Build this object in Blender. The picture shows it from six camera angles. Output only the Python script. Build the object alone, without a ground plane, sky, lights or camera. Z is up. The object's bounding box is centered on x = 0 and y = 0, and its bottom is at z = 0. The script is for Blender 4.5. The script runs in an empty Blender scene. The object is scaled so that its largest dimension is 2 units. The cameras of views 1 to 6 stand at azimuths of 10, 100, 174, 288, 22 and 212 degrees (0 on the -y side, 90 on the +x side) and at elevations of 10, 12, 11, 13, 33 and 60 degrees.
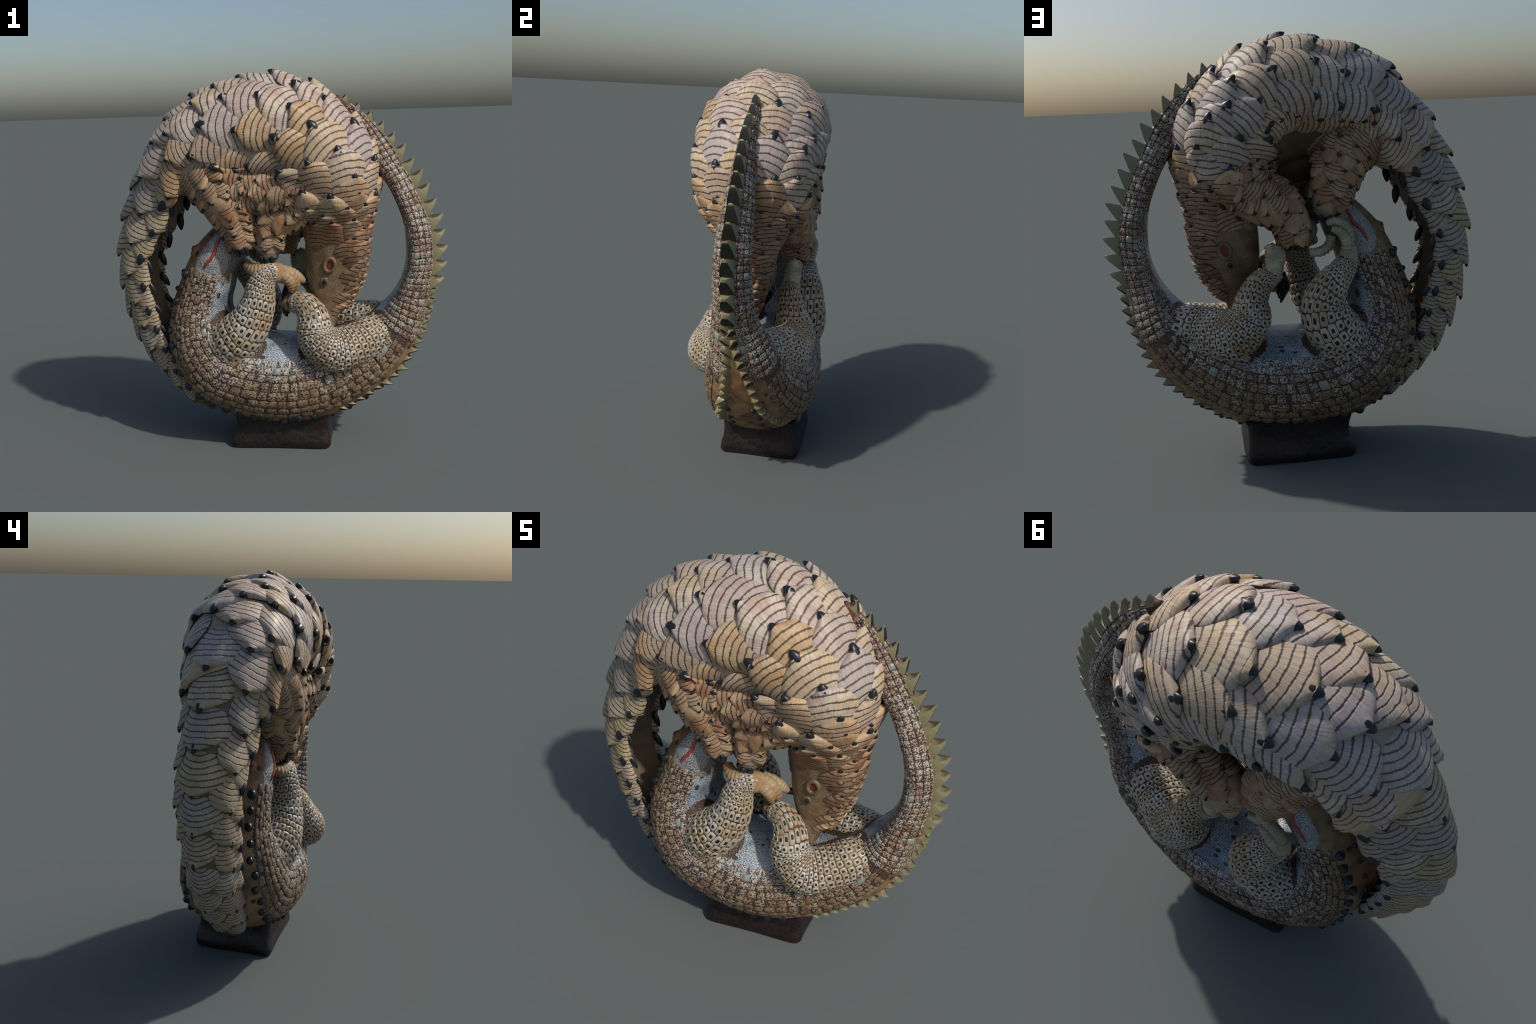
# Carved and painted wooden ring: a scaly anteater (top) locked with a crocodile
# (bottom, on its back) on a small dark plinth.
import bpy, bmesh, math, random
import numpy as np
from mathutils import Vector, Matrix
from mathutils.bvhtree import BVHTree
from mathutils.kdtree import KDTree

RNG = random.Random(11)

# ----------------------------------------------------------------- curves
def catmull(P, t):
    """Cubic interpolation of station rows P at parameter t in 0..len(P)-1."""
    P = np.asarray(P, float)
    n = len(P)
    t = min(max(t, 0.0), n - 1 - 1e-6)
    i = int(t)
    f = t - i
    p0, p1, p2, p3 = P[max(i - 1, 0)], P[i], P[i + 1], P[min(i + 2, n - 1)]
    return 0.5 * (2 * p1 + (p2 - p0) * f + (2 * p0 - 5 * p1 + 4 * p2 - p3) * f * f
                  + (3 * p1 - p0 - 3 * p2 + p3) * f ** 3)


class Body:
    """Loft in the ring plane.  Station: outer (x,z), inner (x,z), f = where along
    outer->inner the section is widest (over 1: hollow half pipe), ymin, ymax, squareness."""
    def __init__(self, rows, tuck=None):
        self.tuck = tuck            # (from, to, amount): lower rear flank drawn in
        self.P = np.array(rows, float)
        self.n = len(rows) - 1

    def point(self, t, th):
        xo, zo, xi, zi, f, y0, y1, e = catmull(self.P, t)
        c, s = math.cos(th), math.sin(th)
        ce = math.copysign(abs(c) ** e, c)
        se = math.copysign(abs(s) ** e, s)
        if c >= 0:
            k = f - f * ce
        else:
            k = f + (1 - f) * abs(ce)
            if f > 1:
                se *= 1 - 0.22 * abs(ce) ** 0.35 * min(1.0, f - 1.0)
        if self.tuck and s > 0 and c < .25:
            a, b, amount = self.tuck
            w = max(0.0, min(1.0, (t - a) / 1.2)) * max(0.0, min(1.0, (b - t) / 1.2))
            se *= 1 - amount * w * min(1.0, (.25 - c) / .9)
        ym, yh = (y0 + y1) / 2, (y1 - y0) / 2
        return Vector((xo + (xi - xo) * k, ym + yh * se, zo + (zi - zo) * k))

    def centre(self, t):
        xo, zo, xi, zi, f, y0, y1, e = catmull(self.P, t)
        k = min(0.5, f * .5) if f <= 1 else 0.5
        return Vector((xo + (xi - xo) * k, (y0 + y1) / 2, zo + (zi - zo) * k))

    def radius(self, t):
        xo, zo, xi, zi, f, y0, y1, e = catmull(self.P, t)
        return 0.5 * (0.5 * math.hypot(xo - xi, zo - zi) + 0.5 * (y1 - y0))


class Limb:
    """Round tube.  Station: x, y, z, radius, flattening (1 = round)."""
    def __init__(self, rows, up=(0, 1, 0)):
        self.P = np.array([list(r) + [1.0] * (5 - len(r)) for r in rows], float)
        self.n = len(rows) - 1
        # parallel transported frames on a fine sampling
        self.m = 24 * self.n
        ref = Vector(up)
        self.frames = []
        for i in range(self.m + 1):
            t = self.n * i / self.m
            tg = self.tangent(t)
            ref = (ref - tg * ref.dot(tg)).normalized()
            self.frames.append((ref.copy(), tg.cross(ref)))

    def tangent(self, t):
        a = catmull(self.P, min(t + .02, self.n))
        b = catmull(self.P, max(t - .02, 0))
        return Vector(a[:3] - b[:3]).normalized()

    def frame(self, t):
        i = min(int(round(t / self.n * self.m)), self.m)
        return self.frames[max(i, 0)]

    def point(self, t, th):
        q = catmull(self.P, t)
        a, b = self.frame(t)
        return Vector(q[:3]) + float(q[3]) * (a * (math.cos(th) * float(q[4])) + b * math.sin(th))

    def centre(self, t):
        return Vector(catmull(self.P, t)[:3])

    def radius(self, t):
        return float(catmull(self.P, t)[3])


def loft_mesh(bm, curve, along, around):
    rings = []
    for i in range(along + 1):
        t = curve.n * i / along
        rings.append([bm.verts.new(curve.point(t, 2 * math.pi * j / around)) for j in range(around)])
    for a, b in zip(rings, rings[1:]):
        for j in range(around):
            bm.faces.new((a[j], a[(j + 1) % around], b[(j + 1) % around], b[j]))
    for ring, t in ((rings[0], 0), (rings[-1], curve.n)):
        c = bm.verts.new(sum((v.co for v in ring), Vector()) / around)
        for j in range(around):
            f = (ring[(j + 1) % around], ring[j], c)
            bm.faces.new(f if t == 0 else f[::-1])


# ----------------------------------------------------------------- the two animals
PANGOLIN_BODY = Body([
    # xo    zo     xi     zi     f    ymin   ymax  e
    (.322, .664, .290, .660, .50, -.115, .000, .85),
    (.340, .735, .245, .728, .50, -.108, .035, .75),
    (.383, .800, .206, .795, .50, -.100, .062, .72),
    (.425, .862, .180, .860, .50, -.100, .080, .72),
    (.455, .930, .165, .935, .50, -.108, .103, .72),
    (.470, 1.01, .162, 1.02, .50, -.122, .119, .72),
    (.480, 1.11, .166, 1.11, .50, -.142, .136, .75),
    (.495, 1.22, .165, 1.20, .50, -.178, .162, .95),
    (.527, 1.34, .130, 1.27, .50, -.235, .198, .95),
    (.542, 1.45, .080, 1.33, .50, -.280, .240, .95),
    (.530, 1.575, .050, 1.37, .50, -.302, .266, .97),
    (.456, 1.707, .025, 1.385, .53, -.312, .285, .98),
    (.335, 1.838, .005, 1.395, .54, -.322, .305, 1),
    (.193, 1.926, -.03, 1.40, .54, -.322, .308, 1),
    (.000, 1.971, -.08, 1.40, .54, -.320, .303, 1),
    (-.203, 1.941, -.15, 1.40, .55, -.312, .290, 1),
    (-.394, 1.876, -.22, 1.40, .56, -.297, .270, 1),
    (-.545, 1.755, -.30, 1.42, .58, -.270, .232, 1),
    (-.670, 1.593, -.40, 1.38, .75, -.235, .203, 1),
    (-.765, 1.42, -.60, 1.36, 1.6, -.195, .182, 1.05),
    (-.825, 1.24, -.728, 1.215, 2.6, -.160, .165, 1.12),
    (-.860, 1.03, -.785, 1.03, 2.65, -.140, .155, 1.12),
    (-.846, .83, -.770, .845, 2.45, -.132, .146, 1.12),
    (-.806, .645, -.730, .68, 2.35, -.126, .138, 1.1),
    (-.728, .478, -.660, .54, 1.9, -.120, .130, 1.08),
    (-.612, .342, -.550, .415, 1.3, -.110, .118, 1),
    (-.496, .232, -.44, .31, .7, -.095, .085, 1),
    (-.37, .155, -.32, .22, .5, -.050, .040, 1),
], tuck=(12.4, 17.6, .36))
# the plates are built up, so the trunk below them is drawn in a little
for _row in PANGOLIN_BODY.P[9:20]:
    _a = np.array([_row[2] - _row[0], _row[3] - _row[1]])
    _a *= .008 / np.linalg.norm(_a)
    _row[0] += _a[0]
    _row[1] += _a[1]
    _row[5] += .007
    _row[6] -= .007
PANGOLIN_LIMBS = {
    "front_hind": Limb([(-.34, -.11, 1.54, .17), (-.255, -.145, 1.43, .155), (-.205, -.158, 1.33, .130),
                        (-.175, -.150, 1.24, .098), (-.155, -.160, 1.15, .070), (-.128, -.155, 1.085, .052)]),
    "front_fore": Limb([(.30, -.11, 1.47, .15), (.17, -.122, 1.35, .118), (.055, -.138, 1.275, .098),
                        (.0, -.130, 1.20, .082), (-.012, -.126, 1.12, .072), (-.02, -.125, 1.045, .055)]),
    "front_flank": Limb([(-.24, -.135, 1.46, .15), (-.10, -.135, 1.42, .15), (.06, -.13, 1.41, .145), (.24, -.12, 1.43, .155)]),
    "rear_belly": Limb([(-.18, -.07, 1.43, .12), (.0, -.065, 1.41, .12), (.16, -.07, 1.41, .12)]),
    "paw_clasp": Limb([(-.02, -.11, 1.06, .060), (-.045, 0, 1.06, .066), (-.05, .13, 1.09, .058)]),
    "rear_fore": Limb([(.36, .09, 1.43, .16), (.22, .130, 1.30, .128), (.09, .170, 1.22, .102),
                       (.035, .168, 1.15, .083), (.022, .172, 1.08, .070), (.018, .18, 1.02, .05)]),
    "rear_hind": Limb([(-.32, .070, 1.53, .155), (-.235, .125, 1.43, .125), (-.19, .150, 1.33, .108),
                       (-.165, .165, 1.25, .090), (-.135, .170, 1.19, .062), (-.115, .165, 1.155, .042)]),
}
CROCODILE_BODY = Body([
    (-.20, 1.300, -.11, 1.265, .5, -.070, .080, 1),
    (-.30, 1.215, -.12, 1.165, .5, -.130, .135, .9),
    (-.410, 1.105, -.16, 1.040, .5, -.172, .165, .9),
    (-.472, 1.005, -.205, .950, .5, -.178, .178, .9),
    (-.527, .882, -.225, .860, .5, -.180, .190, .9),
    (-.570, .76, -.245, .790, .5, -.190, .205, .9),
    (-.595, .60, -.240, .720, .5, -.222, .240, .9),
    (-.562, .425, -.190, .650, .5, -.255, .272, .9),
    (-.450, .262, -.12, .615, .5, -.268, .305, .9),
    (-.26, .160, -.03, .595, .52, -.268, .328, .9),
    (-.03, .120, .060, .590, .54, -.274, .335, .9),
    (.19, .130, .150, .595, .54, -.250, .332, .9),
    (.365, .185, .240, .610, .52, -.205, .312, .9),
    (.532, .297, .340, .640, .52, -.172, .280, .9),
    (.646, .398, .430, .675, .54, -.145, .246, .9),
    (.728, .53, .510, .725, .58, -.118, .222, .95),
    (.785, .68, .580, .790, .66, -.104, .176, 1.1),
    (.812, .83, .640, .870, .76, -.092, .126, 1.3),
    (.828, .95, .675, .960, .76, -.084, .106, 1.3),
    (.835, 1.07, .688, 1.06, .76, -.084, .094, 1.3),
    (.812, 1.21, .675, 1.20, .76, -.084, .086, 1.3),
    (.755, 1.365, .632, 1.32, .76, -.076, .077, 1.3),
    (.695, 1.48, .580, 1.42, .76, -.066, .067, 1.3),
    (.628, 1.60, .500, 1.53, .75, -.054, .054, 1.3),
    (.54, 1.71, .435, 1.655, .7, -.042, .040, 1.2),
    (.44, 1.795, .365, 1.755, .5, -.025, .033, .9),
    (.345, 1.865, .31, 1.845, .5, -.014, .012, 1),
])
CROCODILE_LIMBS = {
    "front_fore": Limb([(-.25, -.14, .56, .12), (-.19, -.168, .62, .122), (-.115, -.176, .705, .108),
                        (-.068, -.178, .81, .086), (-.052, -.172, .895, .072), (-.025, -.162, .955, .058),
                        (.025, -.145, .968, .054), (.068, -.118, .940, .042), (.088, -.104, .905, .026)]),
    "front_hind": Limb([(.57, .01, .66, .05), (.52, -.06, .63, .095), (.43, -.13, .592, .103), (.315, -.193, .572, .110),
                        (.235, -.182, .635, .098), (.213, -.155, .735, .078), (.170, -.125, .792, .062),
                        (.110, -.095, .795, .050), (.065, -.07, .785, .040)]),
    "rear_fore": Limb([(-.22, .17, .52, .12), (-.175, .205, .59, .122), (-.125, .225, .67, .118),
                       (-.110, .232, .755, .102), (-.145, .232, .835, .080), (-.205, .218, .905, .057),
                       (-.235, .212, .965, .045), (-.235, .215, 1.02, .036)]),
    "rear_hind": Limb([(.59, .06, .68, .05), (.535, .115, .665, .095), (.44, .155, .640, .108), (.32, .222, .632, .115),
                       (.242, .225, .70, .100), (.222, .205, .785, .074), (.180, .185, .855, .058),
                       (.122, .180, .895, .046), (.106, .185, .955, .043), (.112, .190, 1.02, .036)]),
    "jaw_front": Limb([(-.36, -.10, .955, .05), (-.335, -.105, 1.01, .078), (-.295, -.10, 1.08, .074), (-.25, -.075, 1.16, .05)]),
    "jaw_rear": Limb([(-.345, .10, .965, .05), (-.32, .105, 1.03, .076), (-.28, .10, 1.10, .072), (-.235, .08, 1.18, .05)]),
}


def skin_mesh(name, body, limbs, along, voxel, extra=None):
    bm = bmesh.new()
    loft_mesh(bm, body, along, 56)
    for limb in limbs.values():
        loft_mesh(bm, limb, 60, 28)
    if extra:
        extra(bm)
    me = bpy.data.meshes.new(name)
    bm.to_mesh(me)
    bm.free()
    ob = bpy.data.objects.new(name, me)
    bpy.context.scene.collection.objects.link(ob)
    mod = ob.modifiers.new("union", "REMESH")
    mod.mode, mod.voxel_size, mod.use_smooth_shade = "VOXEL", voxel, True
    sm = ob.modifiers.new("soften", "SMOOTH")
    sm.factor, sm.iterations = 0.5, 5
    dg = bpy.context.evaluated_depsgraph_get()
    out = bpy.data.meshes.new_from_object(ob.evaluated_get(dg))
    bpy.data.objects.remove(ob)
    bpy.data.meshes.remove(me)
    out.name = name
    return out


def tree_of(me):
    v = [x.co.copy() for x in me.vertices]
    return BVHTree.FromPolygons(v, [tuple(p.vertices) for p in me.polygons])


def build_skins():
    pang = skin_mesh("pangolin_skin", PANGOLIN_BODY, PANGOLIN_LIMBS, 150, .009)
    croc = skin_mesh("crocodile_skin", CROCODILE_BODY, CROCODILE_LIMBS, 150, .008)
    return pang, croc


# ----------------------------------------------------------------- materials
class Nodes:
    def __init__(self, name):
        self.mat = bpy.data.materials.new(name)
        self.mat.use_nodes = True
        self.t = self.mat.node_tree
        self.bsdf = self.t.nodes["Principled BSDF"]
        self.co = self.n("ShaderNodeTexCoord").outputs["Object"]

    def n(self, kind, **kw):
        node = self.t.nodes.new(kind)
        for k, v in kw.items():
            setattr(node, k, v)
        return node

    def put(self, sock, val):
        if isinstance(val, (int, float)):
            sock.default_value = val
        elif isinstance(val, tuple):
            sock.default_value = (*val, 1.0) if len(val) == 3 and sock.type == "RGBA" else val
        else:
            self.t.links.new(val, sock)

    def m(self, op, a, b=0.0, clamp=False):
        k = self.n("ShaderNodeMath", operation=op, use_clamp=clamp)
        self.put(k.inputs[0], a)
        self.put(k.inputs[1], b)
        return k.outputs[0]

    def ramp(self, x, lo, hi, a=0.0, b=1.0):
        k = self.n("ShaderNodeMapRange", interpolation_type="SMOOTHSTEP")
        for i, v in enumerate((x, lo, hi, a, b)):
            self.put(k.inputs[i], v)
        return k.outputs[0]

    def noise(self, scale, detail=3.0, co=None, rough=.55):
        k = self.n("ShaderNodeTexNoise")
        self.put(k.inputs["Vector"], co or self.co)
        k.inputs["Scale"].default_value = scale
        k.inputs["Detail"].default_value = detail
        k.inputs["Roughness"].default_value = rough
        return k.outputs["Fac"]

    def voronoi(self, scale, feature="F1", co=None, rand=1.0):
        k = self.n("ShaderNodeTexVoronoi", feature=feature)
        self.put(k.inputs["Vector"], co or self.co)
        k.inputs["Scale"].default_value = scale
        k.inputs["Randomness"].default_value = rand
        return k.outputs["Distance"]

    def mix(self, f, a, b, mode="MIX"):
        k = self.n("ShaderNodeMix", data_type="RGBA", blend_type=mode)
        self.put(k.inputs["Factor"], f)
        self.put(k.inputs["A"], a)
        self.put(k.inputs["B"], b)
        return k.outputs["Result"]

    def xyz(self, co=None):
        k = self.n("ShaderNodeSeparateXYZ")
        self.put(k.inputs[0], co or self.co)
        return k.outputs

    def vec(self, x, y, z):
        k = self.n("ShaderNodeCombineXYZ")
        for s, v in zip(k.inputs, (x, y, z)):
            self.put(s, v)
        return k.outputs[0]

    def rand(self):
        return self.n("ShaderNodeObjectInfo").outputs["Random"]

    def done(self, colour, rough=.5, height=None, strength=.4, dist=.004, coat=0.0):
        self.put(self.bsdf.inputs["Base Color"], colour)
        self.put(self.bsdf.inputs["Roughness"], rough)
        self.bsdf.inputs["Specular IOR Level"].default_value = .35
        self.bsdf.inputs["Coat Weight"].default_value = coat
        self.bsdf.inputs["Coat Roughness"].default_value = .25
        if height is not None:
            b = self.n("ShaderNodeBump")
            b.inputs["Strength"].default_value = strength
            b.inputs["Distance"].default_value = dist
            self.put(b.inputs["Height"], height)
            self.t.links.new(b.outputs[0], self.bsdf.inputs["Normal"])
        return self.mat


def scale_material(name, lines, pale, rosy, tip, ochre, grey, line=(.035, .017, .012)):
    """Painted scale: fan of dark carved growth lines, fine radial scratches, plain tip."""
    k = Nodes(name)
    x, y, z = k.xyz()
    xx = k.m("ADD", x, .12)
    yy = k.m("MULTIPLY", y, .9)
    r = k.m("SQRT", k.m("ADD", k.m("MULTIPLY", xx, xx), k.m("MULTIPLY", yy, yy)))
    rnd = k.rand()
    wob = k.m("MULTIPLY", k.m("SUBTRACT", k.noise(5, 2, k.vec(x, y, k.m("MULTIPLY", rnd, 40))), .5), .06)
    rw = k.m("ADD", r, wob)
    saw = k.m("FRACT", k.m("ADD", k.m("MULTIPLY", rw, lines), rnd))
    tri = k.m("MULTIPLY", k.m("ABSOLUTE", k.m("SUBTRACT", saw, .5)), 2)
    ang = k.m("ARCTAN2", yy, xx)
    scratch = k.noise(1, 3, k.vec(k.m("MULTIPLY", ang, 42), k.m("MULTIPLY", r, 6), k.m("MULTIPLY", rnd, 17)))
    blot = k.noise(3.2, 3, k.vec(x, y, k.m("MULTIPLY", rnd, 31)))
    blot2 = k.noise(2.2, 2, k.vec(y, k.m("MULTIPLY", rnd, 53), x))
    width = k.m("ADD", k.m("MULTIPLY", scratch, .40), .47)
    dark = k.ramp(tri, width, k.m("ADD", width, .30))
    plain = k.ramp(rw, 1.02, 1.07)
    dark = k.m("MULTIPLY", dark, k.m("SUBTRACT", 1.0, plain))
    body = k.mix(k.ramp(blot, .42, .62), pale, rosy)
    body = k.mix(k.m("MULTIPLY", k.ramp(blot2, .5, .75), .45), body, tuple(c * d for c, d in zip(pale, (.78, .80, .92))))
    body = k.mix(k.ramp(rw, .62, .30, 0, .55), body, grey)
    body = k.mix(k.m("MULTIPLY", plain, k.ramp(blot2, .35, .6)), body, tip)
    place = k.n("ShaderNodeNewGeometry").outputs["Position"]
    body = k.mix(k.m("MULTIPLY", k.ramp(k.noise(7, 3, place), .48, .66), .75), body, ochre)
    body = k.mix(k.m("MULTIPLY", k.ramp(k.noise(9, 3, place, .7), .40, .28), .6), body, grey)
    rnd2 = k.m("FRACT", k.m("MULTIPLY", rnd, 7.31))
    body = k.mix(k.ramp(rnd, .25, 1.0, 0, .45), body, rosy)
    body = k.mix(k.ramp(rnd2, .45, 1.0, 0, .55), body, grey)
    body = k.mix(k.ramp(rnd2, .40, 0.0, 0, .50), body, ochre)
    body = k.mix(k.ramp(scratch, .58, .30, 0, .45), body, tuple(c * .5 for c in rosy))
    col = k.mix(k.m("MULTIPLY", dark, .93), body, line)
    h = k.m("SUBTRACT", k.m("MULTIPLY", scratch, .25), dark)
    return k.done(col, .56, h, .6, .007, coat=.04)


def build_materials():
    M = {}
    M["scale_large"] = scale_material("striped_cream_scale", 8.0, (.56, .48, .375), (.43, .31, .265), (.50, .35, .18),
                                      (.47, .355, .19), (.36, .345, .35), (.070, .042, .032))
    M["scale_middle"] = scale_material("striped_ochre_scale", 8.0, (.51, .40, .26), (.41, .27, .18), (.49, .32, .15),
                                       (.40, .235, .095), (.37, .315, .26), (.045, .023, .015))
    M["scale_tail"] = scale_material("striped_olive_scale", 8.0, (.44, .375, .265), (.35, .26, .20), (.42, .31, .14),
                                     (.37, .285, .13), (.28, .27, .25), (.045, .029, .020))
    M["scale_small"] = scale_material("striped_rust_scale", 7.5, (.40, .29, .175), (.29, .155, .085), (.48, .34, .18),
                                      (.25, .10, .05), (.36, .27, .18), (.022, .011, .008))
    M["scale_tiny"] = scale_material("striped_umber_scale", 4.5, (.32, .215, .125), (.22, .12, .065), (.46, .31, .17),
                                     (.18, .085, .045), (.27, .20, .13), (.020, .010, .008))

    k = Nodes("black_horn")
    M["thorn"] = k.done(k.mix(k.noise(30), (.006, .007, .010), (.020, .022, .027)), .36, coat=.15)

    k = Nodes("edge_painted_as_shadow")
    M["scale_edge"] = k.done(k.mix(k.noise(20), (.030, .017, .012), (.085, .050, .032)), .6)  # near-black rim: crease shadow under each free edge, painted on

    k = Nodes("carved_brown_hide")
    v = k.noise(9, 4)
    streak = k.noise(60, 2)
    M["pang_skin"] = k.done(k.mix(v, (.24, .19, .14), (.38, .31, .24)), .6, streak, .4, .005)

    k = Nodes("grizzled_face_hide")
    v = k.noise(14, 4)
    f = k.noise(140, 2)
    c = k.mix(k.ramp(v, .35, .65), (.15, .092, .046), (.27, .185, .10))
    M["pang_face"] = k.done(k.mix(k.ramp(f, .35, .6, .0, .5), c, (.08, .055, .035)), .55, f, .35, .004)

    k = Nodes("belly_hide_darkened_for_shade")
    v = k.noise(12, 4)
    M["pang_belly"] = k.done(k.mix(v, (.055, .034, .020), (.15, .095, .055)), .65, v, .4, .006)  # brown lowered to bake in the dark of the rear cavity

    k = Nodes("grey_foot_hide")
    f = k.noise(90, 3)
    M["pang_foot"] = k.done(k.mix(f, (.09, .062, .040), (.29, .22, .145)), .55, f, .5, .005)

    k = Nodes("red_paint")
    M["red"] = k.done(k.mix(k.noise(40), (.22, .028, .020), (.34, .055, .040)), .4, coat=.3)

    k = Nodes("dull_red_ear")
    M["ear_red"] = k.done(k.mix(k.noise(50), (.12, .020, .016), (.24, .045, .035)), .5)

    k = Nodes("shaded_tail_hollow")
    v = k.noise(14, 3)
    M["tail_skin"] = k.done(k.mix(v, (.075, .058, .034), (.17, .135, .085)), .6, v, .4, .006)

    k = Nodes("red_brown_groove")
    v = k.noise(16, 3)
    M["groove"] = k.done(k.mix(k.ramp(v, .4, .65), (.040, .022, .016), (.11, .038, .028)), .6)

    k = Nodes("cream_tile")
    v = k.noise(18, 3)
    c = k.mix(k.ramp(v, .38, .62), (.37, .325, .245), (.43, .39, .33))
    c = k.mix(k.ramp(k.noise(8, 3), .42, .60, 0, .8), c, (.31, .235, .135))
    M["tile_eye"] = k.done(k.mix(k.ramp(k.noise(240, 2), .6, .72, 0, .35), c, (.2, .12, .08)), .45, coat=.25)

    k = Nodes("black_pupil_paint")
    M["dot"] = k.done(k.mix(k.noise(50), (.007, .008, .007), (.018, .020, .018)), .65)

    def speckled(name, light, warm, specks, amount):
        k = Nodes(name)
        big = k.noise(11, 2)
        c = k.mix(k.ramp(big, .36, .64), light, warm)
        s = k.noise(specks, 2, rough=.4)
        f = k.voronoi(specks * .8)
        spot = k.m("MAXIMUM", k.ramp(s, amount, amount + .05), k.ramp(f, .30, .22))
        return k.done(k.mix(k.m("MULTIPLY", spot, .92), c, (.022, .018, .016)), .5, k.m("SUBTRACT", 1, spot), .3, .003, coat=.15)

    M["tile_pale"] = speckled("pale_speckled_tile", (.44, .40, .34), (.33, .25, .21), 115, .50)
    M["tile_warm"] = speckled("warm_speckled_tile", (.34, .265, .175), (.25, .16, .105), 115, .50)
    M["tile_brown"] = speckled("brown_worn_tile", (.235, .160, .095), (.165, .100, .055), 105, .57)
    M["tile_tail"] = speckled("tail_speckled_tile", (.40, .36, .29), (.29, .195, .155), 135, .50)

    k = Nodes("jade_tile")
    v = k.noise(60, 2)
    M["tile_jade"] = k.done(k.mix(v, (.15, .17, .14), (.29, .30, .245)), .4, coat=.3)

    k = Nodes("blue_grey_belly")
    cell = k.voronoi(105, "DISTANCE_TO_EDGE")
    patch = k.noise(6, 3)
    c = k.mix(k.ramp(patch, .38, .62), (.22, .26, .31), (.48, .54, .58))
    c = k.mix(k.ramp(cell, .16, .03, 0, .8), c, (.035, .042, .055))
    x, y, z = k.xyz()
    dash = k.voronoi(13, co=k.vec(x, k.m("MULTIPLY", y, 1.6), k.m("MULTIPLY", z, .8)))
    c = k.mix(k.ramp(dash, .24, .17, 0, .9), c, (.014, .016, .02))
    M["belly"] = k.done(c, .42, k.m("MINIMUM", cell, .25), .5, .012, coat=.2)

    k = Nodes("mottled_brown_back")
    v = k.noise(10, 4)
    c = k.mix(k.ramp(v, .35, .65), (.115, .070, .036), (.26, .17, .085))
    c = k.mix(k.ramp(k.noise(5, 2), .55, .72, 0, .6), c, (.25, .075, .035))
    c = k.mix(k.ramp(k.voronoi(12), .22, .12, 0, .9), c, (.018, .014, .012))
    M["back"] = k.done(c, .6, v, .3, .006)

    k = Nodes("pebbled_throat")
    cell = k.voronoi(115, "DISTANCE_TO_EDGE")
    patch = k.noise(9, 3)
    c = k.mix(k.ramp(patch, .35, .65), (.24, .18, .14), (.40, .37, .34))
    c = k.mix(k.ramp(cell, .18, .03, 0, .9), c, (.04, .034, .032))
    M["croc_head"] = k.done(c, .45, k.m("MINIMUM", cell, .25), .6, .012, coat=.2)

    k = Nodes("pebbled_flank")
    cell = k.voronoi(78, "DISTANCE_TO_EDGE")
    c = k.mix(k.ramp(k.noise(10, 3), .35, .65), (.075, .046, .030), (.13, .10, .08))
    c = k.mix(k.ramp(cell, .20, .04, 0, .95), c, (.045, .026, .020))
    M["flank"] = k.done(c, .55, k.m("MINIMUM", cell, .25), .6, .012)

    k = Nodes("pale_pebbled_jaw")
    cell = k.voronoi(120, "DISTANCE_TO_EDGE")
    c = k.mix(k.ramp(k.noise(9, 3), .35, .65), (.34, .36, .37), (.52, .50, .46))
    c = k.mix(k.ramp(cell, .16, .03, 0, .85), c, (.06, .055, .055))
    M["jaw"] = k.done(c, .45, k.m("MINIMUM", cell, .25), .6, .012, coat=.2)

    k = Nodes("ribbed_grey_hand")
    v = k.noise(14, 3)
    M["hand_grey"] = k.done(k.mix(k.ramp(v, .35, .65), (.27, .235, .15), (.43, .39, .29)), .5, k.noise(70, 2), .4, .005, coat=.15)

    k = Nodes("ribbed_hand")
    x, y, z = k.xyz()
    w = k.n("ShaderNodeTexWave", wave_type="BANDS", bands_direction="DIAGONAL")
    w.inputs["Scale"].default_value = 22
    w.inputs["Distortion"].default_value = 1.5
    v = k.noise(12, 3)
    c = k.mix(k.ramp(v, .35, .65), (.34, .19, .085), (.44, .33, .19))
    M["hand"] = k.done(k.mix(k.ramp(w.outputs["Fac"], .35, .1, 0, .5), c, (.10, .06, .03)), .5, w.outputs["Fac"], .4, .005, coat=.2)

    k = Nodes("olive_horn_spike")
    v = k.noise(70, 3)
    M["spike"] = k.done(k.mix(k.ramp(v, .35, .65), (.13, .115, .055), (.30, .265, .145)), .38, v, .3, .003, coat=.35)

    k = Nodes("dark_lacquered_plinth")
    f = k.voronoi(26, "DISTANCE_TO_EDGE")
    c = k.mix(k.ramp(f, .02, .09), (.022, .010, .009), (.007, .005, .005))
    M["plinth"] = k.done(k.mix(k.ramp(k.noise(12), .45, .65, 0, .6), c, (.018, .009, .008)), .5, f, .3, .01, coat=.2)
    return M


# ----------------------------------------------------------------- object helpers
def link(name, me, mat=None, parent=None, smooth=True, angle=None):
    ob = bpy.data.objects.new(name, me)
    bpy.context.scene.collection.objects.link(ob)
    if mat is not None and not me.materials:
        for m in (mat if isinstance(mat, (list, tuple)) else [mat]):
            me.materials.append(m)
    if smooth:
        me.shade_smooth()
        if angle:
            me.set_sharp_from_angle(angle=math.radians(angle))
    if parent:
        ob.parent = parent
    return ob


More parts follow.
